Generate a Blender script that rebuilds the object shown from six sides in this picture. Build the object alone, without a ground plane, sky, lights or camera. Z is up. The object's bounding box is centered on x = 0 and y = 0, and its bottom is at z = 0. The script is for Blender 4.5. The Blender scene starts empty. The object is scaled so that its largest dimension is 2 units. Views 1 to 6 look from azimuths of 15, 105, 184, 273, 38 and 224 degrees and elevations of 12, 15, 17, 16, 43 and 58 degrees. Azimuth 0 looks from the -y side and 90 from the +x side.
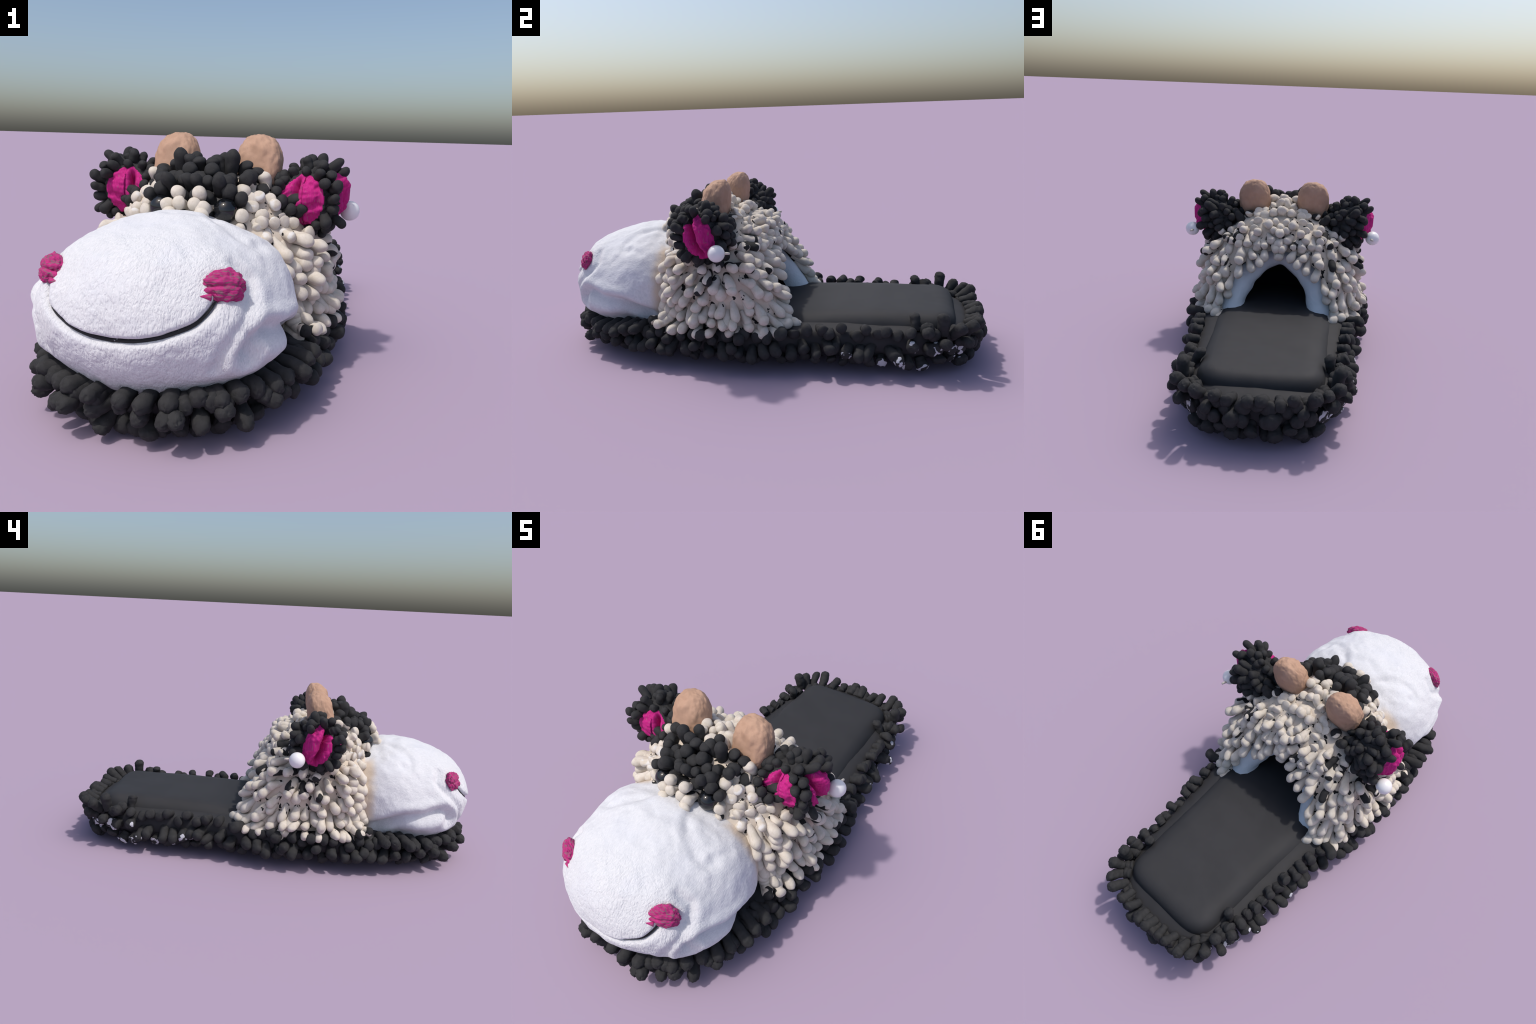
# A plush cow-head slipper: chenille noodles on the sole edge, the upper and the ears.
import bpy, bmesh, math, random
import numpy as np
from mathutils import Vector, Matrix, noise

random.seed(7)
rng = np.random.default_rng(7)
COL = bpy.context.scene.collection

# ----------------------------------------------------------------------------- helpers
def smooth(a, b, x):
    t = np.clip((x - a) / (b - a), 0, 1)
    return t * t * (3 - 2 * t)

def catmull(ctrl, n):
    """Dense points on a Catmull-Rom curve, evenly spread by arc length."""
    c = np.array(ctrl, float)
    p = np.vstack([2 * c[0] - c[1], c, 2 * c[-1] - c[-2]])
    out = []
    for i in range(1, len(p) - 2):
        t = np.linspace(0, 1, 40, endpoint=False)[:, None]
        a, b, d, e = p[i - 1], p[i], p[i + 1], p[i + 2]
        out.append(.5 * (2 * b + (d - a) * t + (2 * a - 5 * b + 4 * d - e) * t ** 2 + (3 * b - a - 3 * d + e) * t ** 3))
    out = np.vstack(out + [c[-1:]])
    s = np.r_[0, np.cumsum(np.linalg.norm(np.diff(out, axis=0), axis=1))]
    q = np.linspace(0, s[-1], n)
    return np.stack([np.interp(q, s, out[:, k]) for k in range(c.shape[1])], 1)

def resample_along(ctrl, par, q):
    """Values of a smooth curve through ctrl at parameters q (par = parameter of each control row)."""
    dense = []
    c = np.array(ctrl, float)
    m = np.gradient(c, np.array(par, float), axis=0)
    q = np.atleast_1d(q)
    i = np.clip(np.searchsorted(par, q, side="right") - 1, 0, len(par) - 2)
    par = np.array(par, float)
    h = (par[i + 1] - par[i])[:, None]
    t = ((q - par[i]) / h[:, 0])[:, None]
    return ((2 * t ** 3 - 3 * t ** 2 + 1) * c[i] + (t ** 3 - 2 * t ** 2 + t) * h * m[i]
            + (-2 * t ** 3 + 3 * t ** 2) * c[i + 1] + (t ** 3 - t ** 2) * h * m[i + 1])

def link(name, me, parent=None, mat=None, smooth_faces=True):
    ob = bpy.data.objects.new(name, me)
    COL.objects.link(ob)
    if parent is not None:
        ob.parent = parent
    if mat is not None and not me.materials:
        me.materials.append(mat)
    if smooth_faces:
        me.polygons.foreach_set("use_smooth", [True] * len(me.polygons))
    return ob

def mesh_of(name, verts, faces):
    me = bpy.data.meshes.new(name)
    me.from_pydata([tuple(v) for v in verts], [], faces)
    me.update()
    return me

def fix_normals(me):
    bm = bmesh.new(); bm.from_mesh(me)
    bmesh.ops.recalc_face_normals(bm, faces=bm.faces)
    bm.to_mesh(me); bm.free()

def cube_sphere(n):
    """Unit directions of a subdivided cube projected on the sphere, with faces."""
    bm = bmesh.new()
    bmesh.ops.create_cube(bm, size=2)
    bmesh.ops.subdivide_edges(bm, edges=bm.edges[:], cuts=n, use_grid_fill=True)
    v = np.array([p.co[:] for p in bm.verts])
    v = np.tan(v * math.pi / 4)
    v /= np.linalg.norm(v, axis=1)[:, None]
    f = [[q.index for q in face.verts] for face in bm.faces]
    bm.free()
    return v, f

def grid_faces(nu, nv, wrap_u=False, wrap_v=False):
    f = []
    for i in range(nu - (0 if wrap_u else 1)):
        for j in range(nv - (0 if wrap_v else 1)):
            a, b = i, (i + 1) % nu
            c, d = j, (j + 1) % nv
            f.append((a * nv + c, b * nv + c, b * nv + d, a * nv + d))
    return f

def polyline_dist(P, line):
    line = np.array(line, float)
    best = np.full(len(P), 9.)
    for a, b in zip(line[:-1], line[1:]):
        d = b - a
        t = np.clip(((P - a) @ d) / (d @ d), 0, 1)
        best = np.minimum(best, np.linalg.norm(P - a - t[:, None] * d, axis=1))
    return best

def fbm(P, scale, octaves=3, off=(0, 0, 0)):
    o = Vector(off)
    return np.array([noise.fractal(Vector(p) * scale + o, 1.0, 2.0, octaves) for p in P])

# ----------------------------------------------------------------------------- materials
class Nodes:
    def __init__(self, name):
        self.m = bpy.data.materials.new(name)
        self.m.use_nodes = True
        self.t = self.m.node_tree
        self.b = self.t.nodes["Principled BSDF"]
        self.co = self.new("ShaderNodeTexCoord").outputs["Object"]
    def new(self, kind, **kw):
        n = self.t.nodes.new(kind)
        for k, v in kw.items():
            setattr(n, k, v)
        return n
    def link(self, a, b):
        self.t.links.new(a, b)
    def val(self, sock, v):
        if hasattr(v, "links"):
            self.link(v, sock)
        else:
            sock.default_value = v
    def noise(self, scale, detail=3, vec=None, rough=.5, dist=0.):
        n = self.new("ShaderNodeTexNoise")
        n.inputs["Scale"].default_value = scale
        n.inputs["Detail"].default_value = detail
        n.inputs["Roughness"].default_value = rough
        n.inputs["Distortion"].default_value = dist
        self.link(vec or self.co, n.inputs["Vector"])
        return n.outputs["Fac"]
    def voronoi(self, scale, vec=None, out="Distance"):
        n = self.new("ShaderNodeTexVoronoi")
        n.inputs["Scale"].default_value = scale
        self.link(vec or self.co, n.inputs["Vector"])
        return n.outputs[out]
    def ramp(self, fac, a, b):
        n = self.new("ShaderNodeMapRange", interpolation_type="SMOOTHSTEP")
        self.val(n.inputs["Value"], fac)
        n.inputs["From Min"].default_value = a
        n.inputs["From Max"].default_value = b
        return n.outputs["Result"]
    def math(self, op, a, b=0.):
        n = self.new("ShaderNodeMath", operation=op)
        self.val(n.inputs[0], a); self.val(n.inputs[1], b)
        return n.outputs[0]
    def mix(self, fac, a, b):
        n = self.new("ShaderNodeMix", data_type="RGBA")
        self.val(n.inputs["Factor"], fac)
        for s, v in (("A", a), ("B", b)):
            k = [i for i in n.inputs if i.name == s and i.type == "RGBA"][0]
            self.val(k, (*v, 1) if isinstance(v, tuple) and len(v) == 3 else v)
        return [o for o in n.outputs if o.type == "RGBA"][0]
    def mapped(self, scale=(1, 1, 1), rot=(0, 0, 0), vec=None):
        n = self.new("ShaderNodeMapping")
        n.inputs["Scale"].default_value = scale
        n.inputs["Rotation"].default_value = rot
        self.link(vec or self.co, n.inputs["Vector"])
        return n.outputs["Vector"]
    def jitter(self, vec=None):
        """Object coordinates shifted by the per-object random value, so repeats differ."""
        r = self.new("ShaderNodeObjectInfo").outputs["Random"]
        v = self.new("ShaderNodeVectorMath", operation="ADD")
        self.link(vec or self.co, v.inputs[0])
        c = self.new("ShaderNodeCombineXYZ")
        self.link(self.math("MULTIPLY", r, 37.), c.inputs[0])
        self.link(self.math("MULTIPLY", r, 91.), c.inputs[1])
        self.link(c.outputs[0], v.inputs[1])
        self.rnd = r
        return v.outputs[0]
    def axis(self, k, vec=None):
        s = self.new("ShaderNodeSeparateXYZ")
        self.link(vec or self.co, s.inputs[0])
        return s.outputs[k]
    def finish(self, colour, rough=.8, bump=None, strength=.3, dist=.004, spec=.35, **kw):
        b = self.b
        self.val(b.inputs["Base Color"], (*colour, 1) if isinstance(colour, tuple) and len(colour) == 3 else colour)
        self.val(b.inputs["Roughness"], rough)
        b.inputs["Specular IOR Level"].default_value = spec
        for k, v in kw.items():
            b.inputs[k.replace("_", " ")].default_value = v
        if bump is not None:
            n = self.new("ShaderNodeBump")
            n.inputs["Strength"].default_value = strength
            n.inputs["Distance"].default_value = dist
            self.link(bump, n.inputs["Height"])
            self.link(n.outputs[0], b.inputs["Normal"])
        return self.m

def black_chenille(name, tips=False, base=(.026, .026, .027)):
    n = Nodes(name)
    j = n.jitter()
    c = n.mix(n.ramp(n.noise(60, 3, j), .35, .7), base, tuple(v * 1.25 for v in base))
    c = n.mix(n.ramp(n.noise(300, 2, j), .66, .78), c, tuple(v * 1.9 for v in base))
    if tips:
        z = n.axis(2)
        patch = n.math("ADD", n.noise(36, 1, j), n.math("MULTIPLY", n.ramp(z, .060, .098), .26))
        white = n.ramp(patch, .775, .795)
        c = n.mix(white, c, (.52, .52, .56))
    else:
        speck = n.ramp(n.noise(38, 4, j), .765, .785)
        c = n.mix(speck, c, (.30, .30, .30))
    return n.finish(c, .82, n.noise(420, 3, j), .35, .002, .25)

def cream_chenille(name, black=0.0, pale=0.0):
    n = Nodes(name)
    j = n.jitter()
    c = n.mix(n.ramp(n.noise(45, 4, j), .3, .7), (.57, .515, .435), (.64, .585, .52))
    c = n.mix(n.math("MULTIPLY", n.ramp(n.noise(170, 3, j), .5, .75), .35), c, (.50, .42, .33))
    c = n.mix(n.math("MULTIPLY", n.ramp(n.noise(30, 2, j), .6, .75), .5), c, (.59, .505, .455))
    if pale:
        c = n.mix(n.ramp(n.noise(24, 3, j), .5, .6), c, (.66, .64, .62))
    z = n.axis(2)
    # near-black blotches, mostly low on the stalk
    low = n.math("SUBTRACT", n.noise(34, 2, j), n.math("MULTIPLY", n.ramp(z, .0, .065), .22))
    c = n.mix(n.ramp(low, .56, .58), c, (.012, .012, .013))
    if black:
        c = n.mix(n.ramp(n.noise(17, 1, j), .66 - black, .672 - black), c, (.022, .022, .023))
    return n.finish(c, .8, n.noise(380, 3, j), .35, .002, .25)

def make_materials():
    M = {}
    n = Nodes("black_felt")
    c = n.mix(n.ramp(n.noise(7, 4), .3, .7), (.023, .023, .025), (.028, .028, .031))
    c = n.mix(n.math("MULTIPLY", n.noise(600, 2), .5), c, (.037, .037, .040))
    M["felt"] = n.finish(c, .7, n.noise(500, 3), .25, .0015, .3)
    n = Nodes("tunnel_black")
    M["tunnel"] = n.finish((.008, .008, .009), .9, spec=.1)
    M["black"] = black_chenille("black_chenille")
    M["black_tips"] = black_chenille("black_chenille_white_tips", tips=True)
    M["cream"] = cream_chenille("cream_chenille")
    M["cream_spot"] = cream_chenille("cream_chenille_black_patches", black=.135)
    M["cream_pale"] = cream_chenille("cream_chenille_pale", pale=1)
    n = Nodes("cream_backing")
    c = n.mix(n.noise(60, 4), (.58, .50, .40), (.64, .56, .48))
    c = n.mix(n.ramp(n.noise(34, 2), .62, .64), c, (.015, .015, .016))
    M["backing"] = n.finish(c, .85, n.noise(200, 3), .4, .003, .2)

    # muzzle plush: short white pile combed in swirls, beige where it meets the cheek collar
    n = Nodes("white_plush")
    pos = n.co
    warp = n.new("ShaderNodeVectorMath", operation="MULTIPLY_ADD")
    wn = n.new("ShaderNodeTexNoise"); wn.inputs["Scale"].default_value = 4.5; wn.inputs["Detail"].default_value = 1
    n.link(pos, wn.inputs["Vector"])
    n.link(wn.outputs["Color"], warp.inputs[0])
    warp.inputs[1].default_value = (.07, .07, .07)
    n.link(pos, warp.inputs[2])
    hair = n.noise(120, 3, n.mapped((2.6, .7, .7), (.3, .0, .5), warp.outputs[0]), .6)
    hair2 = n.noise(150, 3, n.mapped((2.2, 2.2, .5), (.1, .2, .0), warp.outputs[0]), .6)
    pits = n.noise(105, 2, n.mapped((1.2, 1.0, .55), vec=warp.outputs[0]), .5)
    front = n.ramp(n.axis(1), -.72, -.86)
    h = n.math("ADD", n.math("MULTIPLY", hair, .55), n.math("MULTIPLY", hair2, .25))
    h = n.math("ADD", h, n.math("MULTIPLY", n.math("MULTIPLY", front, n.ramp(pits, .25, .62)), .75))
    c = n.mix(n.ramp(hair, .3, .7), (.62, .625, .65), (.705, .705, .725))
    c = n.mix(n.math("MULTIPLY", n.ramp(n.noise(9, 4), .45, .7), .25), c, (.62, .635, .70))
    edge = n.math("ADD", n.axis(1), n.math("MULTIPLY", n.noise(14, 4), .05))
    side = n.ramp(n.math("ABSOLUTE", n.axis(0)), .17, .24)
    c = n.mix(n.math("MULTIPLY", n.ramp(edge, -.475, -.425), side), c, (.60, .50, .40))
    M["plush"] = n.finish(c, .9, h, .5, .006, .2, Sheen_Weight=.15)
    n = Nodes("lining_plush")
    c = n.mix(n.ramp(n.noise(12, 4), .3, .7), (.60, .645, .70), (.68, .715, .76))
    M["lining"] = n.finish(c, .9, n.noise(90, 4), .4, .005, .2)

    n = Nodes("pink_felt")
    rib = n.noise(70, 3, n.mapped((2.5, 2.5, .6)), .6)
    c = n.mix(n.ramp(rib, .35, .7), (.43, .013, .165), (.52, .020, .215))
    c = n.mix(n.math("MULTIPLY", n.ramp(n.noise(60, 4, n.mapped((2.2, 2.2, .5))), .60, .68), .7), c, (.32, .10, .17))
    M["pink"] = n.finish(c, .85, n.math("ADD", rib, n.math("MULTIPLY", n.noise(300, 2), .3)), .5, .003, .25)
    n = Nodes("nostril_pink")
    st = n.noise(55, 4, n.mapped((.5, 1.6, 3.4), (0, .5, 0)), .65)
    c = n.mix(n.ramp(st, .38, .62), (.46, .030, .18), (.36, .028, .145))
    c = n.mix(n.math("MULTIPLY", n.ramp(n.noise(80, 4, n.mapped((.5, 1.6, 3.0), (0, .5, 0))), .53, .60), .8), c, (.20, .13, .15))
    M["nostril"] = n.finish(c, .85, st, .7, .004, .25)
    n = Nodes("horn_fabric")
    c = n.mix(n.ramp(n.noise(18, 4), .3, .7), (.40, .245, .165), (.47, .295, .205))
    c = n.mix(n.math("MULTIPLY", n.ramp(n.noise(240, 3), .55, .75), .4), c, (.36, .22, .15))
    M["horn"] = n.finish(c, .72, n.noise(240, 3), .35, .002, .3)
    n = Nodes("glossy_black")
    M["eye"] = n.finish((.006, .007, .009), .06, spec=.6)
    n = Nodes("mouth_thread")
    M["mouth"] = n.finish(n.mix(n.ramp(n.noise(55, 4), .67, .69), (.020, .020, .022), (.5, .5, .52)), .8)
    n = Nodes("pearl_white")
    M["pearl"] = n.finish(n.mix(n.noise(25, 2), (.78, .76, .76), (.86, .85, .86)), .28, spec=.5, Coat_Weight=.3)
    return M

M = make_materials()

# ----------------------------------------------------------------------------- noodles
def noodle_mesh(name, length, rad, lumps, bend, pocked, seed, taper=.8, nseg=20, nring=15, cap=7):
    """A soft chenille finger along +z: stalk, slightly swollen tip, lumpy skin."""
    r = random.Random(seed)
    V, F = [], []
    prof = []
    for i in range(nring):
        u = i / (nring - 1)
        prof.append((u * (length - rad), rad * (taper + (1.04 - taper) * u ** 1.3)))
    for k in range(1, cap):
        a = k / cap * math.pi / 2
        prof.append((length - rad + rad * 1.04 * math.sin(a), rad * 1.04 * math.cos(a)))
    ph = r.uniform(0, 6.28)
    off = Vector((seed * 3.1, seed * 1.7, 0))
    for z, q in prof:
        u = z / length
        bulge = 1 + .07 * lumps * math.sin(u * math.pi * 2 * (1 + lumps) + ph)
        for s in range(nseg):
            a = 2 * math.pi * s / nseg
            p = Vector((math.cos(a) * q * bulge, math.sin(a) * q * bulge, z))
            d = noise.noise(p * 42 + off) * .15 * rad
            if pocked:
                d += (noise.noise(p * 150 + off) * .16 - .16 * max(0, noise.noise(p * 120 - off))) * rad * smooth(.55, .8, u)
            w = Vector((p.x, p.y, p.z - (length - rad)) if z > length - rad else (p.x, p.y, 0))
            if w.length > 1e-6:
                p = p + w.normalized() * d
            p.x += bend * u * u
            V.append(p)
    V.append(Vector((bend, 0, length * 1.0 + .02 * rad)))
    n = len(prof)
    F = [(i * nseg + s, i * nseg + (s + 1) % nseg, (i + 1) * nseg + (s + 1) % nseg, (i + 1) * nseg + s)
         for i in range(n - 1) for s in range(nseg)]
    F += [((n - 1) * nseg + s, (n - 1) * nseg + (s + 1) % nseg, n * nseg) for s in range(nseg)]
    F.append(tuple(reversed(range(nseg))))
    me = mesh_of(name, V, F)
    me.polygons.foreach_set("use_smooth", [True] * len(me.polygons))
    return me

def variants(name, count, length, rad, mat, pocked=False, lump=.4, taper=.8, seed=0):
    out = []
    for k in range(count):
        r = random.Random(seed + k)
        me = noodle_mesh(f"{name}_{k}", length * r.uniform(.92, 1.08), rad * r.uniform(.92, 1.1), lump * r.uniform(.2, 1.3),
                         r.uniform(-.18, .18) * length, pocked, seed + k, taper)
        me.materials.append(mat)
        out.append(me)
    return out

def frame(root, direc, roll, scale, stretch):
    d = Vector(direc).normalized()
    q = d.to_track_quat('Z', 'Y')
    return Matrix.Translation(Vector(root)) @ q.to_matrix().to_4x4() @ Matrix.Rotation(roll, 4, 'Z') @ Matrix.Diagonal((scale, scale, stretch, 1))

def plant(name, parent, spots, named_most=300, stuff_name=None):
    """spots: (mesh, matrix, size). The largest ones become objects, the rest one joined mesh."""
    order = sorted(range(len(spots)), key=lambda i: -spots[i][2])
    keep, rest = order[:named_most], order[named_most:]
    for i in sorted(keep):
        me, mx, _ = spots[i]
        ob = bpy.data.objects.new(name, me)
        COL.objects.link(ob)
        ob.parent = parent
        ob.matrix_local = mx
    if rest:
        V, F, mats, idx, base = [], [], [], [], 0
        for i in rest:
            me, mx, _ = spots[i]
            V += [mx @ v.co for v in me.vertices]
            F += [tuple(k + base for k in p.vertices) for p in me.polygons]
            m = me.materials[0]
            if m not in mats:
                mats.append(m)
            idx += [mats.index(m)] * len(me.polygons)
            base += len(me.vertices)
        me = mesh_of(stuff_name, V, F)
        for m in mats:
            me.materials.append(m)
        me.polygons.foreach_set("material_index", idx)
        ob = link(stuff_name, me, parent)
        ob["kind"] = "stuff"

def mirror_pair(root, direc):
    return (root, direc), (np.array([-root[0], root[1], root[2]]), np.array([-direc[0], direc[1], direc[2]]))

def poisson(P, mind, order=None):
    """Indices of a subset of P no two of which are closer than mind (P already shuffled)."""
    kept = []
    kp = np.zeros((0, 3))
    for i, p in enumerate(P):
        if len(kp) == 0 or np.min(np.sum((kp - p) ** 2, 1)) > mind * mind:
            kept.append(i)
            kp = np.vstack([kp, p])
    return kept

# ----------------------------------------------------------------------------- the slipper
slipper = bpy.data.objects.new("cow_slipper", None)
COL.objects.link(slipper)
slipper["label"] = "open-backed cow head slipper with cream and black chenille noodles"
slipper["category"] = "plush animal slipper"

# ---- sole slab ---------------------------------------------------------------
# half outline of the slab core (x, y), heel to toe; noodles stand about 7 cm proud of it
HALF = [(0, .936), (.11, .927), (.195, .892), (.250, .838), (.285, .762), (.312, .68), (.322, .55), (.336, .38),
        (.355, .22), (.392, .08), (.408, -.08), (.408, -.28), (.388, -.47), (.347, -.625), (.294, -.756), (.216, -.843),
        (.115, -.893), (0, -.909)]
outline = catmull(HALF, 220)
tangent = np.gradient(outline, axis=0)
tangent /= np.linalg.norm(tangent, axis=1)[:, None]
outward = np.stack([-tangent[:, 1], tangent[:, 0]], 1)
outward[0] = (0, 1); outward[-1] = (0, -1)
arc = np.r_[0, np.cumsum(np.linalg.norm(np.diff(outline, axis=0), axis=1))]

def sole_top(y):
    return np.interp(y, [-.95, -.80, -.60, -.40, -.10, .30, .80, .95], [.152, .162, .176, .186, .192, .198, .203, .200])

def build_sole():
    loop = np.vstack([outline, outline[-2:0:-1] * [-1, 1]])
    nrm = np.vstack([outward, outward[-2:0:-1] * [-1, 1]])
    n = len(loop)
    rings = []
    top = sole_top(loop[:, 1])
    # profile: (inset, height as share of the thickness)
    prof = [(.12, 0), (.08, .0), (.05, .05), (.02, .18), (.002, .38), (.0, .60), (.003, .74), (.012, .86), (.026, .90), (.045, .955), (.075, .99)]
    for inset, k in prof:
        p = loop - nrm * inset
        rings.append(np.c_[p, .045 + (top - .045) * k])
    V = np.vstack(rings)
    m = len(prof)
    F = [(i * n + j, i * n + (j + 1) % n, (i + 1) * n + (j + 1) % n, (i + 1) * n + j) for i in range(m - 1) for j in range(n)]
    base = len(V)
    # close top and bottom by shrinking rings towards the spine
    extra = []
    for src, sign in ((rings[-1], 1), (rings[0], -1)):
        last = 0 if sign < 0 else (m - 1) * n
        for k in (.75, .5, .25, .02):
            q = src.copy()
            spine_y = np.clip(src[:, 1], -.70, .72)
            q[:, 0] *= k
            q[:, 1] = spine_y + (src[:, 1] - spine_y) * k
            q[:, 2] = sole_top(q[:, 1]) if sign > 0 else .045
            extra.append(q)
            start = base + (len(extra) - 1) * n
            F += [(last + j, last + (j + 1) % n, start + (j + 1) % n, start + j) for j in range(n)]
            last = start
        F.append(tuple(last + j for j in range(n)))
    V = np.vstack([V] + extra)
    ripple = fbm(V, 9, 3) * .003
    V[:, 2] += np.where(V[:, 2] > .1, ripple, 0)
    me = mesh_of("sole", V, F)
    fix_normals(me)
    return link("sole", me, slipper, M["felt"])

sole = build_sole()

def build_footbed():
    """Padded insole: rounded slab a few cm above the ledge, sinking into it toward the toe."""
    pts = catmull([(0, .855), (.14, .853), (.205, .835), (.238, .79), (.254, .70), (.262, .55), (.268, .40), (.278, .25), (.292, .10), (.292, -.10), (.28, -.28)], 120)
    tan = np.gradient(pts, axis=0); tan /= np.linalg.norm(tan, axis=1)[:, None]
    nor = np.stack([-tan[:, 1], tan[:, 0]], 1)
    prof = [(-.012, -.03), (-.004, .002), (.002, .014), (.009, .024), (.020, .033), (.034, .039), (.052, .042)]
    rows = []
    for inset, h in prof:
        p = pts - nor * inset
        p[:, 0] = np.maximum(p[:, 0], 0)
        sink = smooth(.05, .55, pts[:, 1])
        edge = h * (.45 + .55 * sink) if h > 0 else h
        edge = edge - .021 * np.clip((.06 - inset) / .06, 0, 1) * smooth(.80, .70, pts[:, 1])
        z = sole_top(p[:, 1]) + edge
        rows.append(np.c_[p, z])
    for k in (.8, .6, .4, .2, 0):
        q = rows[len(prof) - 1].copy()
        y0 = np.clip(q[:, 1], -1, .70)
        q[:, 0] *= k
        q[:, 1] = y0 + (q[:, 1] - y0) * k
        sink = smooth(.05, .55, q[:, 1])
        q[:, 2] = sole_top(q[:, 1]) + .042 * (.45 + .55 * sink)
        rows.append(q)
    R = np.array(rows)
    R[:, :, 2] += fbm(R.reshape(-1, 3), 6, 3).reshape(R.shape[:2]) * .003
    L = R * [-1, 1, 1]
    nu, nv = R.shape[:2]
    V = np.vstack([R.reshape(-1, 3), L.reshape(-1, 3)])
    F = grid_faces(nu, nv)
    F = F + [tuple(k + nu * nv for k in reversed(f)) for f in F]
    me = mesh_of("footbed", V, F)
    bm = bmesh.new(); bm.from_mesh(me)
    bmesh.ops.remove_doubles(bm, verts=bm.verts, dist=1e-4)
    bmesh.ops.recalc_face_normals(bm, faces=bm.faces)
    bm.to_mesh(me); bm.free()
    return link("footbed", me, slipper, M["felt"])

footbed = build_footbed()

# ---- sole noodles --------------------------------------------------------------
def sole_noodles():
    LEN, RAD = .098, .0228
    plain = variants("sole_noodle_mesh", 7, LEN, RAD, M["black"], seed=100)
    pocked = variants("sole_noodle_pocked", 6, LEN * 1.1, RAD * 1.05, M["black"], pocked=True, seed=200)
    tips = variants("sole_noodle_white", 5, LEN, RAD, M["black_tips"], pocked=True, seed=300)
    spots = []
    r = random.Random(11)
    total = arc[-1]
    #  height on the side, lift of the direction, pitch, length, size rank
    rows = [(.82, -.04, .050, .72, 4), (.56, -.22, .052, .88, 3), (.26, -.45, .055, .86, 2)]
    for ri, (hk, lift, pitch, ln, rank) in enumerate(rows):
        s = pitch * (.5 if ri % 2 else .02) + .2 * pitch * ri
        while s < total:
            ss = min(max(s + r.uniform(-.2, .2) * pitch, 0.0), total)
            x, y = [np.interp(ss, arc, outline[:, k]) for k in (0, 1)]
            ox, oy = [np.interp(ss, arc, outward[:, k]) for k in (0, 1)]
            toe = float(smooth(-.45, -.75, y)); heel = float(smooth(.55, .78, y))
            side = 1 - max(toe, heel)
            top = float(sole_top(y))
            z = .045 + (top - .045) * (hk + r.uniform(-.11, .11))
            lf = lift + r.uniform(-.30, .28) + .22 * heel * (ri < 2) - .35 * (1 - side) * (ri == 2) - .14 * toe - .15 * side * (ri > 0)
            stretch = ln * r.uniform(.88, 1.12) * (1 + .27 * toe - .20 * heel)
            if ri == 0 and side > .5:
                stretch *= r.choice([.62, .75, .9]) * (1.25 if y < .15 else 1.0)
            swing = r.uniform(-.40, .40) * (1 + .7 * float(smooth(-.45, -.75, y)))
            d = np.array([ox - oy * swing, oy + ox * swing, lf])
            inset = .02 + (.055 if ri == 3 else 0)
            if ri == 0 and .1 < y < .75:
                d[2] += .22
                z += .012
            stretch *= 1 - .22 * math.exp(-((y - .83) / .06) ** 2)
            root = np.array([x - ox * inset, y - oy * inset, z])
            d /= np.linalg.norm(d)
            # rest on the ground, never through it
            reach = root[2] + d[2] * LEN * stretch
            low = RAD * .95 * math.sqrt(max(0, 1 - d[2] ** 2)) + (r.uniform(.030, .055) * side + r.uniform(.006, .016) * (1 - side) + .014 * toe * (abs(x) > .12))
            if reach - RAD * .2 < low:
                stretch *= max(.35, (root[2] - low - RAD * .1) / max(1e-3, root[2] - reach + RAD * .1))
                stretch = max(stretch, .4)
            white = (heel > .15 and abs(x) > .20 and ri > 0 and r.random() < .9) or (.35 < y < .6 and ri > 0 and r.random() < .3)
            fam = tips if white else (pocked if toe > .4 or heel > .6 else plain)
            me = r.choice(fam)
            roll = r.uniform(0, 6.28)
            sc = r.uniform(.92, 1.10) * (1 + .14 * heel)
            for k, (p, q) in enumerate(mirror_pair(root, d)):
                if k and x < .022:
                    continue
                spots.append((me, frame(p, q, roll, sc, stretch), rank + r.random() * .1))
            s += pitch
    # upright fingers at the heel corners and a second ledge row around the heel
    ups = [((.292, .800, .185), (.15, .1, 1), .85), ((.275, .838, .178), (.5, .5, .7), .8), ((.285, .735, .180), (.9, .1, .45), .75),
           ((.250, .865, .175), (.3, .7, .7), .90), ((.278, .690, .190), (-.30, -.05, 1), .72), ((.205, .885, .175), (.2, .9, .55), .9),
           ((.150, .895, .185), (-.15, 1, .30), .8), ((.085, .905, .185), (.2, 1, .22), .65), ((.030, .91, .184), (.0, 1, .35), .7), ((.262, .86, .150), (.6, .8, .3), .7), ((.175, .905, .160), (.1, 1, .1), .65), ((.295, .80, .150), (1, .2, .25), .65)]
    for p, d, st in ups:
        me = r.choice(pocked)
        for q, e in mirror_pair(np.array(p), np.array(d)):
            spots.append((me, frame(q, e, r.uniform(0, 6), r.uniform(.9, 1.05), st), 5))
    # toe and heel: a low row of tufts resting on the ground
    for end, span in ((0.0, .26), (total, .34)):
        for s in np.arange(.03, span, .055):
            ss = abs(end - s)
            x, y = [np.interp(ss, arc, outline[:, k]) for k in (0, 1)]
            ox, oy = [np.interp(ss, arc, outward[:, k]) for k in (0, 1)]
            me = r.choice(pocked); st = r.uniform(.68, .80); sw = r.uniform(-.35, .35)
            for q, e in mirror_pair(np.array([x - ox * .055, y - oy * .055, .070]), np.array([ox - oy * sw, oy + ox * sw, -.62])):
                spots.append((me, frame(q, e, r.uniform(0, 6), 1.0, st), 2.2))
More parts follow.
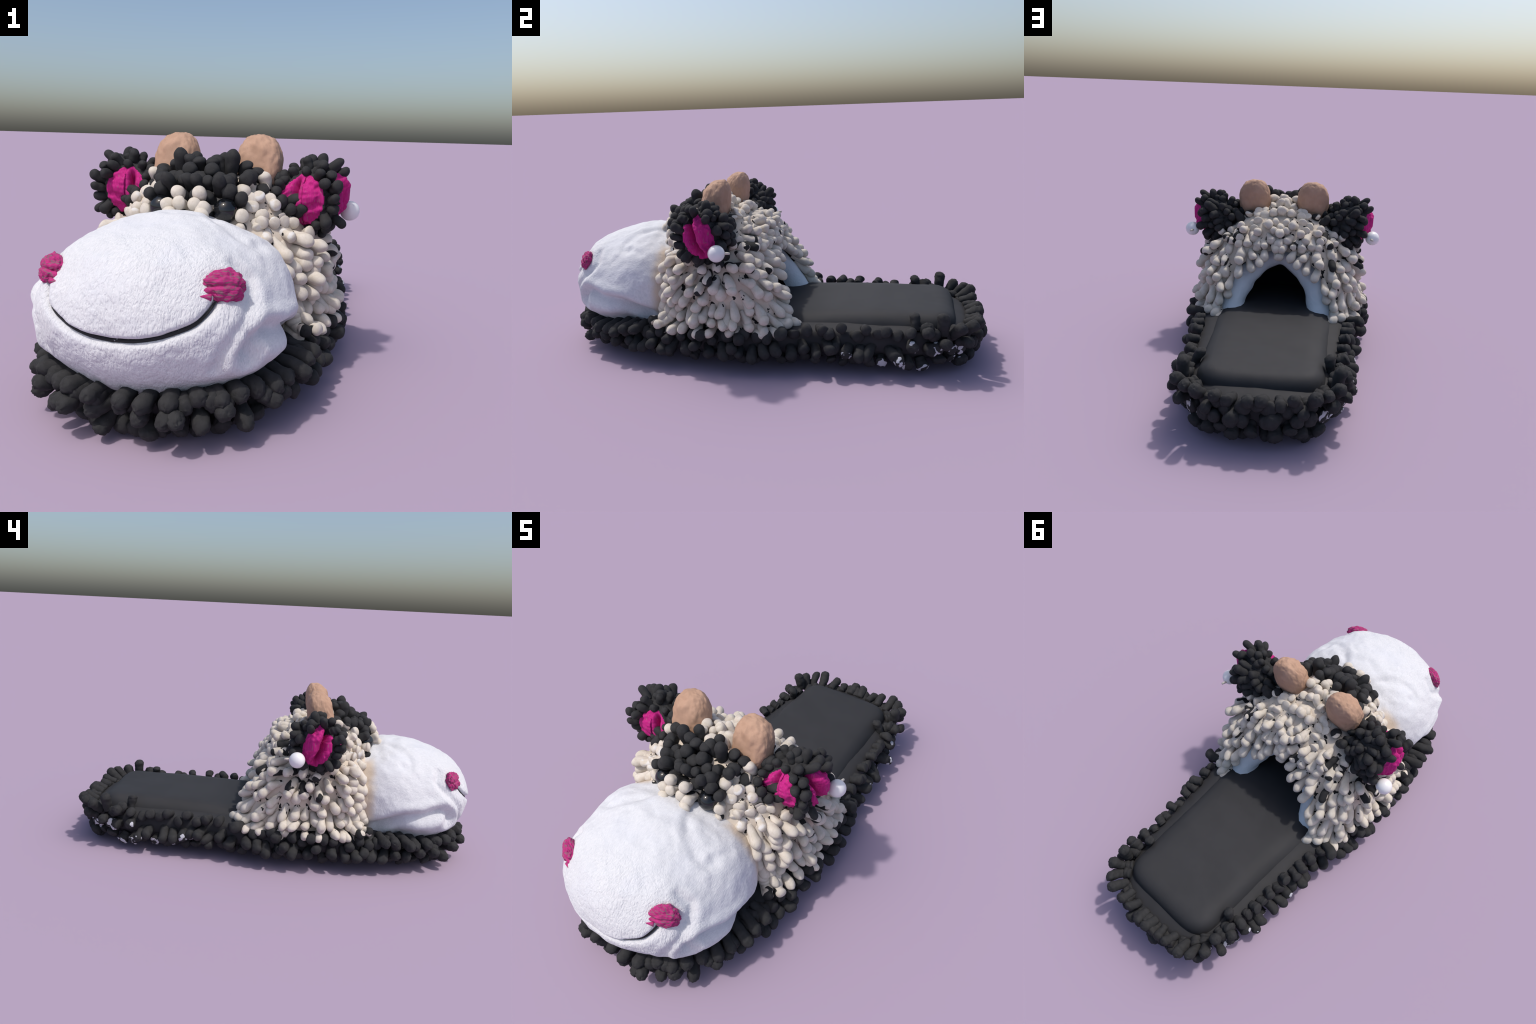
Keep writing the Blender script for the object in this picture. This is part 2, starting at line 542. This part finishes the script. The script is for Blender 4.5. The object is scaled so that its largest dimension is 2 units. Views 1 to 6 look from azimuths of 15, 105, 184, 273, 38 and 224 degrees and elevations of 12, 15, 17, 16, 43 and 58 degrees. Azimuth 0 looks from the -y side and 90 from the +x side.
    # toe: an upper fringe tucked under the muzzle
    for s in np.arange(.02, .62, .052):
        ss = total - s
        x, y = [np.interp(ss, arc, outline[:, k]) for k in (0, 1)]
        ox, oy = [np.interp(ss, arc, outward[:, k]) for k in (0, 1)]
        me = r.choice(pocked); st = r.uniform(.95, 1.2); lf = r.uniform(-.25, .05)
        for k, (q, e) in enumerate(mirror_pair(np.array([x - ox * .03, y - oy * .03, sole_top(y) - .004]), np.array([ox + r.uniform(-.2, .2), oy, lf]))):
            if k and x < .02: continue
            spots.append((me, frame(q, e, r.uniform(0, 6), 1.0, st), 4.5))
    plant("sole_noodle", sole, spots, 300, "sole_noodle_fill")

sole_noodles()

# ---- muzzle --------------------------------------------------------------------
MZ = dict(cy=-.615, cz=.311, a=.385, b=.375, c=.268, px=1.911, pz=2.042, tilt=.033, tap=-.261)

def muzzle_surface(D):
    """Tapered, slightly tilted super-ellipsoid: points in the unit directions D."""
    m = MZ
    f = ((np.abs(D[:, 0] / m["a"]) ** m["px"] + np.abs(D[:, 2] / m["c"]) ** m["px"]) ** (m["pz"] / m["px"]) + np.abs(D[:, 1] / m["b"]) ** m["pz"]) ** (1 / m["pz"])
    P = D / f[:, None]
    P[:, 0] *= 1 + m["tap"] * P[:, 1]
    ca, sa = math.cos(m["tilt"]), math.sin(m["tilt"])
    y, z = P[:, 1].copy(), P[:, 2].copy()
    P[:, 1] = m["cy"] + ca * y - sa * z
    P[:, 2] = m["cz"] + sa * y + ca * z
    return P

SMILE = catmull([(0, -.989, .303), (.06, -.986, .307), (.112, -.977, .317), (.150, -.965, .329), (.199, -.941, .350), (.228, -.914, .378), (.243, -.885, .410), (.247, -.872, .428)], 60)
# creases pressed into the plush, right half: (points, width, depth)
CREASES = [
    ([(.255, -.79, .485), (.299, -.778, .447), (.315, -.79, .425), (.312, -.825, .391), (.305, -.852, .35), (.288, -.882, .322), (.268, -.903, .28), (.25, -.91, .23)], .017, .013),
    ([(.330, -.50, .20), (.361, -.568, .240), (.381, -.627, .272), (.386, -.695, .284), (.374, -.742, .290), (.35, -.807, .305), (.326, -.846, .292), (.313, -.858, .262)], .026, .032),
    ([(.355, -.794, .324), (.375, -.752, .315)], .018, .008),
    ([(.33, -.82, .26), (.315, -.85, .22)], .016, .007),
    ([(.267, -.615, .497), (.253, -.651, .506), (.192, -.62, .539), (.108, -.563, .564)], .020, .004),
    ([(.080, -.50, .561), (.107, -.567, .565), (.174, -.64, .546), (.218, -.651, .526)], .017, .004),
    ([(.27, -.645, .495), (.275, -.59, .49), (.277, -.543, .481)], .018, .004),
    ([(.0, -.609, .578), (.06, -.594, .572), (.13, -.585, .56)], .022, .0025),
]

def build_muzzle():
    D, F = cube_sphere(118)
    P = muzzle_surface(D)
    c = np.array([0, MZ["cy"], MZ["cz"]])
    nrm = P - c
    nrm /= np.array([MZ["a"], MZ["b"], MZ["c"]]) ** 2
    nrm /= np.linalg.norm(nrm, axis=1)[:, None]
    A = np.abs(P[:, 0])
    Q = np.c_[A, P[:, 1], P[:, 2]]
    d = np.zeros(len(P))
    for line, w, depth in CREASES:
        q = polyline_dist(Q, line)
        d -= depth * np.exp(-(q / w) ** 2)
        d += depth * .30 * np.exp(-((q - 2.0 * w) / (1.1 * w)) ** 2)
    q = polyline_dist(Q, SMILE)
    zs = np.interp(A, SMILE[:, 0], SMILE[:, 2])
    above = P[:, 2] > zs
    front = smooth(-.80, -.90, P[:, 1])
    d += front * np.where(above, .005 * np.exp(-(q / .045) ** 2), .003 * np.exp(-((q - .03) / .025) ** 2))
    d -= .026 * np.exp(-(q / .0085) ** 2)
    # nostril hollow and its brow
    q = np.linalg.norm(Q - [.245, -.862, .436], axis=1)
    d -= .008 * np.exp(-(q / .05) ** 2)
    # hollow in front of each eye
    q = np.linalg.norm(Q - [.115, -.50, .565], axis=1)
    d -= .012 * np.exp(-(q / .055) ** 2)
    # jowl lobe below the crease
    q = np.linalg.norm(Q - [.335, -.745, .215], axis=1)
    d += .006 * np.exp(-(q / .07) ** 2)
    up = smooth(.38, .56, P[:, 2])
    for at, w, h in (((0, -.76, .535), .12, -.012), ((.20, -.83, .485), .065, .012), ((.275, -.55, .475), .085, .012), ((.365, -.60, .185), .08, -.018),
                     ((.385, -.72, .35), .09, -.009), ((.31, -.50, .36), .08, .006), ((.30, -.72, .455), .10, -.011), ((0, -.95, .46), .14, .008)):
        d += h * np.exp(-(np.linalg.norm(Q - np.array(at), axis=1) / w) ** 2)
    d -= .002 + .002 * up * smooth(.12, .26, A) + .001 * up
    d += fbm(Q, 7, 3) * .006 + fbm(Q, 20, 3) * .0026
    P = P + nrm * d[:, None]
    faces = [f for f in F if np.mean(P[f, 1]) < -.30]
    me = mesh_of("muzzle", P, faces)
    bm = bmesh.new(); bm.from_mesh(me)
    bmesh.ops.delete(bm, geom=[v for v in bm.verts if not v.link_faces], context="VERTS")
    bmesh.ops.recalc_face_normals(bm, faces=bm.faces)
    bm.to_mesh(me); bm.free()
    return link("muzzle", me, slipper, M["plush"])

muzzle = build_muzzle()

def tube(name, pts, radii, nseg=8, mat=None, parent=None, flat=1.0):
    pts = np.array(pts); n = len(pts)
    tan = np.gradient(pts, axis=0); tan /= np.linalg.norm(tan, axis=1)[:, None]
    V = []
    for p, t, r in zip(pts, tan, radii):
        a = np.cross(t, [0, .31, 1]); a /= np.linalg.norm(a); b = np.cross(t, a)
        V += [p + r * (math.cos(q) * a * flat + math.sin(q) * b) for q in np.linspace(0, 2 * math.pi, nseg, endpoint=False)]
    F = grid_faces(n, nseg, wrap_v=True) + [tuple(range(nseg)), tuple(range((n - 1) * nseg, n * nseg))]
    me = mesh_of(name, V, F); fix_normals(me)
    return link(name, me, parent, mat)

def build_mouth():
    half = SMILE.copy()
    full = np.vstack([half[::-1] * [-1, 1, 1], half[1:]])
    c = np.array([0, MZ["cy"], MZ["cz"]])
    v = full - c; v /= np.linalg.norm(v, axis=1)[:, None]
    full = full - v * .014
    full[:, 2] += -.001
    rad = .0053 * (1 - .45 * smooth(.18, .25, np.abs(full[:, 0])))
    tube("mouth_line", full, rad, 8, M["mouth"], muzzle)

build_mouth()

def build_nostrils():
    D, F = cube_sphere(30)
    for sx in (1, -1):
        c = np.array([.246, -.856, .434])
        n = np.array([.52, -.80, .42]); n /= np.linalg.norm(n)
        u = np.array([.80, .50, -.12]); u -= n * (u @ n); u /= np.linalg.norm(u)      # along the nostril, outward
        w = np.cross(n, u)
        if w[2] < 0: w = -w
        r = 1 + .16 * fbm(D, 2.4, 3, (4, 1, 2)) + .07 * fbm(D * [.6, 1, 2.2], 3, 2)
        # deep fold across the middle, thin streaks running along u
        r -= .20 * np.exp(-((D[:, 2] + .10 - .35 * D[:, 0] * .3) / .13) ** 2) * smooth(-.2, .5, D[:, 1])
        r += .015 * fbm(D * [.5, 1, 4], 5, 1)
        L = D * r[:, None] * [.054, .026, .042]
        L[:, 2] *= 1 + .12 * D[:, 0]
        P = c + L[:, :1] * u + L[:, 1:2] * n + L[:, 2:] * w
        P[:, 0] *= sx
        me = mesh_of("nostril", P, F); fix_normals(me)
        link("nostril", me, muzzle, M["nostril"])
        # frayed strands reaching inwards over the plush
        r0 = random.Random(5)
        for k, (a, b, ln) in enumerate(((.018, .006, .034), (.006, .004, .040), (-.004, .003, .030), (-.022, .010, .034), (.026, .003, .028))):
            pts = []
            for t in np.linspace(0, 1, 8):
                p = c + w * (a + .006 * t * (1 if a > 0 else .3)) - u * (.045 + ln * t) + n * (.008 - .004 * t)
                pts.append(p * [sx, 1, 1])
            pts = np.array(pts)
            # keep on the plush surface
            cc = np.array([0, MZ["cy"], MZ["cz"]])
            v = pts - cc; v /= np.linalg.norm(v, axis=1)[:, None]
            g = v.copy(); 
            S = muzzle_surface(g)
            pts = S - v * .002
            tube("nostril_strand", pts, np.linspace(b, .0012, 8), 7, M["nostril"], muzzle)

build_nostrils()

# ---- upper: shell of the head ----------------------------------------------------
#        parameter, apex y, apex z, foot x, foot y, exponent
SECT = [(0.00, .002, .484, .285, .140, 2.0), (.10, -.008, .543, .335, .122, 2.05), (.22, -.052, .604, .370, .080, 2.12), (.36, -.120, .652, .398, .006, 2.15),
        (.50, -.208, .675, .410, -.096, 2.2), (.64, -.298, .682, .405, -.205, 2.2), (.78, -.366, .655, .383, -.298, 2.15), (.90, -.418, .604, .352, -.368, 2.15), (1.0, -.455, .556, .325, -.425, 2.1)]
SP = [r[0] for r in SECT]
FOOT_Z = .185

def upper_point(s, t):
    """Point on the shell: s 0 (opening) .. 1 (at the muzzle), t 0 (crown) .. 1 (foot), right half."""
    r = resample_along([q[1:] for q in SECT], SP, s)
    ya, za, xf, yf, e = r.T
    a = t * math.pi / 2
    x = xf * np.sin(a) ** (2 / e)
    k = np.cos(a) ** (2 / e)
    z = FOOT_Z + (za - FOOT_Z) * k
    y = ya + (yf - ya) * (1 - k) ** .9
    x = x * (1 - .06 * smooth(.6, 1.0, t))
    return np.stack([x, y, z], 1)

def upper_normal(s, t):
    h = 1e-3
    a = upper_point(np.clip(s + h, 0, 1), t) - upper_point(np.clip(s - h, 0, 1), t)
    tt = np.clip(t, 2e-3, 1 - 2e-3)
    b = upper_point(s, tt + h) - upper_point(s, tt - h)
    n = np.cross(b, a)
    n /= np.linalg.norm(n, axis=1)[:, None] + 1e-12
    c = upper_point(s, t) - np.array([0, -.2, .3])
    flip = np.sum(n * c, 1) < 0
    n[flip] *= -1
    return n

def build_upper():
    ns, nt = 60, 60
    S, T = np.meshgrid(np.linspace(0, 1, ns), np.linspace(0, 1, nt), indexing="ij")
    P = upper_point(S.ravel(), T.ravel())
    P += upper_normal(S.ravel(), T.ravel()) * (fbm(P, 14, 3) * .006)[:, None]
    P = P.reshape(ns, nt, 3)
    full = np.concatenate([P[:, ::-1] * [-1, 1, 1], P[:, 1:]], 1)
    me = mesh_of("upper", full.reshape(-1, 3), grid_faces(ns, full.shape[1]))
    fix_normals(me)
    ob = link("upper", me, slipper, M["backing"])
    return ob

upper = build_upper()

def build_lining():
    """Pale plush band around the opening, rolling from the rim into a dark tunnel."""
    nt = 90
    t = np.linspace(-1, 1, nt)
    a = np.abs(t) * math.pi / 2
    def arch(half, apex_z, apex_y, foot_y, e, foot_z):
        x = np.sign(t) * half * np.sin(a) ** (2 / e)
        k = np.cos(a) ** (2 / e)
        return np.stack([x, apex_y + (foot_y - apex_y) * (1 - k) ** .9, foot_z + (apex_z - foot_z) * k], 1)
    rings = [arch(.278, .478, -.030, .122, 1.95, .19), arch(.258, .466, -.020, .142, 1.9, .19), arch(.232, .446, -.014, .154, 1.82, .19), arch(.202, .428, -.018, .150, 1.75, .19),
             arch(.174, .410, -.034, .122, 1.68, .19), arch(.160, .399, -.056, .085, 1.65, .19), arch(.160, .397, -.075, .050, 1.65, .19)]
    n_band = len(rings)
    lump = [fbm(r, 9, 2) * .019 for r in rings]
    for i, r in enumerate(rings):
        c = r - np.array([0, 0, .25]); c[:, 1] = 0
        c /= np.linalg.norm(c, axis=1)[:, None] + 1e-9
        w = 0 if i == 0 else 1
        r += c * (lump[i] * w)[:, None]
    V = np.vstack(rings)
    me = mesh_of("lining", V, grid_faces(n_band, nt)); fix_normals(me)
    link("lining", me, slipper, M["lining"])
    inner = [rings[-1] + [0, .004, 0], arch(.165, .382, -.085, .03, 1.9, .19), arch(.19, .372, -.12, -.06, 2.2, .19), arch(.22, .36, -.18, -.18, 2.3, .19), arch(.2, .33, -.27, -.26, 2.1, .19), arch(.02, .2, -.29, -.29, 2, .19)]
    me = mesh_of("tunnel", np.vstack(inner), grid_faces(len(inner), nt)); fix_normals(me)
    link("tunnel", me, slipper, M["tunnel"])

build_lining()

# ---- ears, horns, eyes: places shared with the noodle planting ----------------------
EAR_C = np.array([.334, -.190, .596]); EAR_R = np.array([.130, .096, .104])
HORN_C = np.array([.154, -.212, .700]); HORN_R = np.array([.082, .064, .108])
EYE_C = np.array([.111, -.446, .566]); EYE_R = .040

def in_blob(P, c, r):
    return np.sum(((P - c) / r) ** 2, 1) < 1

def black_patch(P):
    """Forelock: black noodles over the brow, a cream strip left at the bridge of the nose."""
    brow = (P[:, 1] < -.275) & (P[:, 2] > .545 + .11 * smooth(.10, .20, P[:, 0])) & (P[:, 0] < .20)
    bridge = (P[:, 0] < .060) & (P[:, 2] < .588)
    cream_strand = np.sin(P[:, 0] * 91 + P[:, 1] * 57) * np.sin(P[:, 2] * 83 - P[:, 1] * 43) > .72
    return brow & ~bridge & ~cream_strand

EAR_BASE = []

def upper_noodles():
    n = 9000
    s = rng.random(n); t = rng.random(n) ** .85
    P = upper_point(s, t)
    keep = P[:, 0] > .012
    P, s, t = P[keep], s[keep], t[keep]
    N = upper_normal(s, t)
    ok = ~in_blob(P, HORN_C - [0, 0, .02], HORN_R * [1.0, 1.05, 1.0]) & ~in_blob(P, EAR_C, EAR_R * [.95, 1.05, 1.0]) & ~in_blob(P, EYE_C + [0, .005, -.025], np.array([.050] * 3))
    # bare beige cheek just in front of the ear
    ok &= ~((P[:, 1] < -.405) & (P[:, 2] > .44) & (P[:, 2] < .55) & (P[:, 0] > .24))
    P, N, s, t = P[ok], N[ok], s[ok], t[ok]
    # finer tufts on the crown and brow, larger fingers down the sides and back
    crown = (P[:, 2] > .54) | (P[:, 1] < -.34)
    fine = poisson(P[crown], .0305)
    coarse = poisson(P[~crown], .0395)
    pick = np.r_[np.flatnonzero(crown)[fine], np.flatnonzero(~crown)[coarse]]
    P, N, s, t = P[pick], N[pick], s[pick], t[pick]
    dark = black_patch(P)
    ear_base = (in_blob(P, EAR_C + [-.045, -.07, .02], np.array([.075, .10, .080])) | in_blob(P, EAR_C + [-.085, .03, .03], np.array([.065, .075, .06]))) & ~dark
    for p, nn in zip(P[ear_base], N[ear_base]):
        EAR_BASE.append((p, nn))
    cheek = in_blob(P, EAR_C + [.0, -.09, -.02], np.array([.11, .08, .11]))
    short = cheek[~ear_base]
    P, N, s, t, dark = P[~ear_base], N[~ear_base], s[~ear_base], t[~ear_base], dark[~ear_base]
    LEN, RAD = .082, .0212
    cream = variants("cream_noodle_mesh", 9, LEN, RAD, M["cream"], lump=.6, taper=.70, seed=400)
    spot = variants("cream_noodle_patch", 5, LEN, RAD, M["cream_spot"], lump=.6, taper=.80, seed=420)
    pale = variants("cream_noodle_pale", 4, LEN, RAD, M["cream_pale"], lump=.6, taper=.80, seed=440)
    fore = variants("forelock_noodle_mesh", 8, LEN, RAD * 1.05, M["black"], lump=.5, taper=.85, seed=460)
    r = random.Random(3)
    cs, fs = [], []
    hub = np.array([.30, -.22, .56])
    for p, nn, si, ti, dk, ch in zip(P, N, s, t, dark, short):
        out = p - hub
        out -= nn * (out @ nn)
        out /= np.linalg.norm(out) + 1e-9
        back = float(smooth(-.20, .02, p[1]))
        d = nn * (.78 - .25 * back) + out * .36 + np.array([0, .50, -.30]) * back + np.array([0, 0, -.18])
        if p[2] < .32:
            d += np.array([0, 0, -.22])
        if p[1] < -.36 and p[2] < .55:
            d += np.array([0, -.25, -.35])
        d += np.array([r.uniform(-.33, .33) for _ in range(3)])
        if p[1] < -.30 and p[2] < .55:
            d[1] = max(d[1], -.30)
        length = r.uniform(.80, 1.25) * (1.10 if p[2] < .52 else .85)
        if math.hypot(p[0] - .154, p[2] - .67) < .085 and p[1] > -.24:
            length *= .55
        if dk:
            d = nn * .9 + np.array([0, -.20, .12]) + np.array([r.uniform(-.45, .45) for _ in range(3)])
            me = r.choice(fore)
            length = r.choice([.65, .8, .9, 1.0, 1.2])
        else:
            near_ear = np.linalg.norm(p - EAR_C) < .20
            if p[1] < -.30 and p[2] > .50:
                length *= .62
                me = r.choice(pale if r.random() < .4 else (spot if r.random() < .2 else cream))
            elif p[1] > -.26 and ((near_ear and p[0] > .12 and r.random() < .6) or r.random() < .04):
                me = r.choice(spot)
            else:
                me = r.choice(cream)
        d /= np.linalg.norm(d)
        root = p - nn * .012
        # keep the lowest tips above the ledge
        tip = root[2] + d[2] * LEN * length
        if tip < .185:
            d[2] = max(d[2], -.15)
            d /= np.linalg.norm(d)
        if ch:
            length *= .6
        roll = r.uniform(0, 6.28); sc = r.uniform(.9, 1.12)
        for q, e in mirror_pair(root, d):
            (fs if dk else cs).append((me, frame(q, e, roll, sc, length), p[1] * .2 + r.random() * .1 + (1 if p[2] > .3 else .6)))
    # cream tufts lying on the bridge of the nose
    for p, d in (((.022, -.450, .570), (.05, -.9, .30)), ((.055, -.455, .565), (.1, -.9, .25)), ((.03, -.445, .595), (.1, -.7, .45)),
                 ((.045, -.465, .55), (.1, -1, .18))):
        me = r.choice(cream)
        for q, e in mirror_pair(np.array(p), np.array(d)):
            cs.append((me, frame(q, e, r.uniform(0, 6), 1.08, .85), 2))
    # stray pair at the front foot of each cheek
    for p, d in (((.36, -.425, .20), (.5, -.75, .05)), ((.375, -.40, .195), (.8, -.45, .05))):
        for q, e in mirror_pair(np.array(p), np.array(d)):
            cs.append((spot[1], frame(q, e, 1., .95, .8), 2))
    print("cream", len(cs), "forelock", len(fs))
    plant("cream_noodle", upper, cs, 300, "cream_noodle_fill")
    plant("forelock_noodle", upper, fs, 300, "forelock_fill")

upper_noodles()

def build_horns():
    D, F = cube_sphere(34)
    bumps = [((.25, -.85, .52), .16, .07), ((-.10, -.80, .62), .15, .08), ((.05, -.82, .58), .10, .05), ((.55, -.75, -.15), .22, .09), ((.80, -.5, .2), .14, .05),
             ((-.6, -.7, .35), .15, .05), ((.35, -.9, -.35), .16, .05), ((-.75, -.55, -.2), .16, .05)]
    for sx in (1, -1):
        r = 1 + .035 * fbm(D, 2.0, 3, (1, 2, 3)) + .03 * fbm(D, 5, 2)
        for b, w, h in bumps:
            b = np.array(b) / np.linalg.norm(b)
            r += h * np.exp(-(np.linalg.norm(D - b, axis=1) / w) ** 2) * .8
        blunt = 1 / np.sum(np.abs(D) ** 2.45, axis=1) ** (1 / 2.45)
        P = D * (r * blunt)[:, None] * HORN_R
        P[:, 1] *= 1 - .08 * D[:, 2]
        P[:, 1] += .022 * D[:, 2]                 # leans back a little
        P += HORN_C
        P[:, 0] *= sx
        me = mesh_of("horn", P, F); fix_normals(me)
        link("horn", me, slipper, M["horn"])

build_horns()

def build_eyes():
    D, F = cube_sphere(20)
    for sx in (1, -1):
        P = D * EYE_R + EYE_C
        P[:, 0] *= sx
        me = mesh_of("eye", P, F); fix_normals(me)
        link("eye", me, slipper, M["eye"])

build_eyes()

# ---- ears ------------------------------------------------------------------------
FRONT_PANEL = [np.array(v, float) for v in ((-.05, -1, .02),)]

def ear_regions(D):
    """Pink where the lining shows: a front panel and an outer panel, split by a ridge of noodles."""
    az = np.degrees(np.arctan2(D[:, 0], -D[:, 1]))          # 0 = forward, 90 = outward
    el = np.degrees(np.arcsin(np.clip(D[:, 2], -1, 1)))
    front = ((az + 10) / 44) ** 2 + ((el + 2) / 60) ** 2 < 1
    outer = ((az - 103 + .25 * el) / 40) ** 2 + ((el + 4) / 58) ** 2 < 1
    return front, outer, az, el

def build_ears():
    D, F = cube_sphere(48)
    front, outer, az, el = ear_regions(D)
    r = 1 + .05 * fbm(D, 2.5, 3) + .06 * fbm(D, 5, 2)
    # folds: one vertical slit in the front panel, a curved slit in the outer panel
    def slit(u, v0, v1, w, depth):
        return -depth * np.exp(-(u / w) ** 2) * smooth(v0 - 8, v0 + 8, el) * (1 - smooth(v1 - 8, v1 + 8, el))
    r += slit(az + 20 - 3 * np.sin(el / 18), -50, 45, 5.5, .42)
    r += slit(az - 90 + .50 * el, -45, 50, 9, .50)
    r += slit((el + 14) - .2 * (az - 5), -60, 60, 6, .06) * (np.abs(az - 5) < 26)
    r += .09 * np.exp(-((az - 114 + .3 * el) / 18) ** 2 - ((el + 2) / 34) ** 2)        # swollen rear lip
    r += .07 * np.exp(-((az - 8) / 18) ** 2 - (el / 34) ** 2)
    def place(U):
        """Ear flap: the outer end swings forward and up, the inner end tucks behind the horn."""
        q = U * EAR_R
        x = q[:, 0] + .10 * q[:, 1] * (q[:, 0] > 0)
        y = q[:, 1] - .16 * np.maximum(q[:, 0], 0) + .28 * np.minimum(q[:, 0] + .02, 0) - .006
        z = q[:, 2] * (1 - 1.5 * np.clip(-q[:, 0] - .03, 0, 1)) + .22 * q[:, 0] * (q[:, 2] > 0)
        return np.c_[x, y, z] + EAR_C
    P0 = place(D * r[:, None])
    # body: one closed skin split into black backing and pink lining
    pinkface = [(front[f].mean() > .5) or (outer[f].mean() > .5) for f in (np.array(q) for q in F)]
    # seeds for noodles
    r0 = np.random.default_rng(21)
    S = r0.normal(size=(2600, 3)); S /= np.linalg.norm(S, axis=1)[:, None]
    fr, ou, saz, sel = ear_regions(S)
    def grow(k):
        a = np.degrees(np.arctan2(S[:, 0], -S[:, 1])); e = np.degrees(np.arcsin(S[:, 2]))
        f = ((a + 10) / (44 + k)) ** 2 + ((e + 2) / (60 + k)) ** 2 < 1
        o = ((a - 103 + .25 * e) / (40 + k)) ** 2 + ((e + 4) / (58 + k)) ** 2 < 1
        return f | o
    free = ~grow(4)
    S = S[free]
    pts = place(S)
    inside = pts[:, 0] < .212
    S, pts = S[~inside], pts[~inside]
    k = poisson(pts, .0285)
    S, pts = S[k], pts[k]
    meshes = variants("ear_noodle_mesh", 8, .052, .0178, M["black"], lump=.9, taper=.95, seed=500)
    print("ear noodles per side", len(pts))
    for sx in (1, -1):
        P = P0 * [sx, 1, 1]
        fb = [f for f, p in zip(F, pinkface) if not p]
        fp = [f for f, p in zip(F, pinkface) if p]
        whole = mesh_of("ear_whole", P, F); fix_normals(whole)
        vn = np.array([v.normal[:] for v in whole.vertices])
        ear = None
        for nm, faces, mat in (("ear", fb, M["black"]), ("ear_lining", fp, M["pink"])):
            used = sorted({v for f in faces for v in f}); idx = {v: i for i, v in enumerate(used)}
            if sx < 0:
                faces = [tuple(reversed(f)) for f in faces]
            me = mesh_of(nm, P[used], [tuple(idx[v] for v in f) for f in faces])
            me.polygons.foreach_set("use_smooth", [True] * len(me.polygons))
            me.normals_split_custom_set_from_vertices([tuple(vn[v]) for v in used])
            ob = link(nm, me, slipper if ear is None else ear, mat)
            if ear is None: ear = ob
        bpy.data.meshes.remove(whole)
        rr = random.Random(31)
        spots = []
        for q, d in zip(pts, S):
            dd = d / EAR_R; dd /= np.linalg.norm(dd)
            dd = dd + np.array([.6 * max(0, d[1]), 0, -.15 * max(0, d[1])]) + np.array([rr.uniform(-.45, .45) for _ in range(3)])
            st = rr.choice([.75, .85, 1.0, 1.1, 1.2, 1.35])
            me = rr.choice(meshes); roll = rr.uniform(0, 6.28); sc = rr.uniform(.80, 1.15)
            p2, d2 = mirror_pair(q - d * .012, dd)[0 if sx > 0 else 1]
            spots.append((me, frame(p2, d2, roll, sc, st), 1))
        # tufts carrying the ear's black over its base, in toward the horn
        for q, nn in EAR_BASE:
            dd = nn + np.array([.35 if q[1] > -.2 else 0, -.15 if q[1] < -.2 else .1, .1]) + np.array([rr.uniform(-.3, .3) for _ in range(3)])
            p2, d2 = mirror_pair(q - nn * .01, dd)[0 if sx > 0 else 1]
            spots.append((rr.choice(meshes), frame(p2, d2, rr.uniform(0, 6), rr.uniform(.95, 1.2), rr.choice([1.0, 1.3, 1.5])), 1))
        # upright tuft on the top of the ear
        for p, d, st in (((.335, -.195, .695), (.05, .0, 1), 1.0), ((.35, -.20, .69), (.2, .0, 1), .75)):
            p2, d2 = mirror_pair(np.array(p), np.array(d))[0 if sx > 0 else 1]
            spots.append((meshes[2], frame(p2, d2, 0, 1.1, st), 1))
        plant("ear_noodle", ear, spots, 150)
        # pearl stud and the pin behind it
        B, FB = cube_sphere(14)
        me = mesh_of("pearl", B * .0355 + np.array([.469 * sx, -.108, .548]), FB); fix_normals(me)
        link("pearl", me, ear, M["pearl"])
        tube("pearl_pin", [(.455 * sx, -.10, .548), (.462 * sx, -.07, .549), (.466 * sx, -.052, .550)], [.006, .006, .005], 8, M["cream"], ear)

build_ears()

bpy.context.view_layer.update()
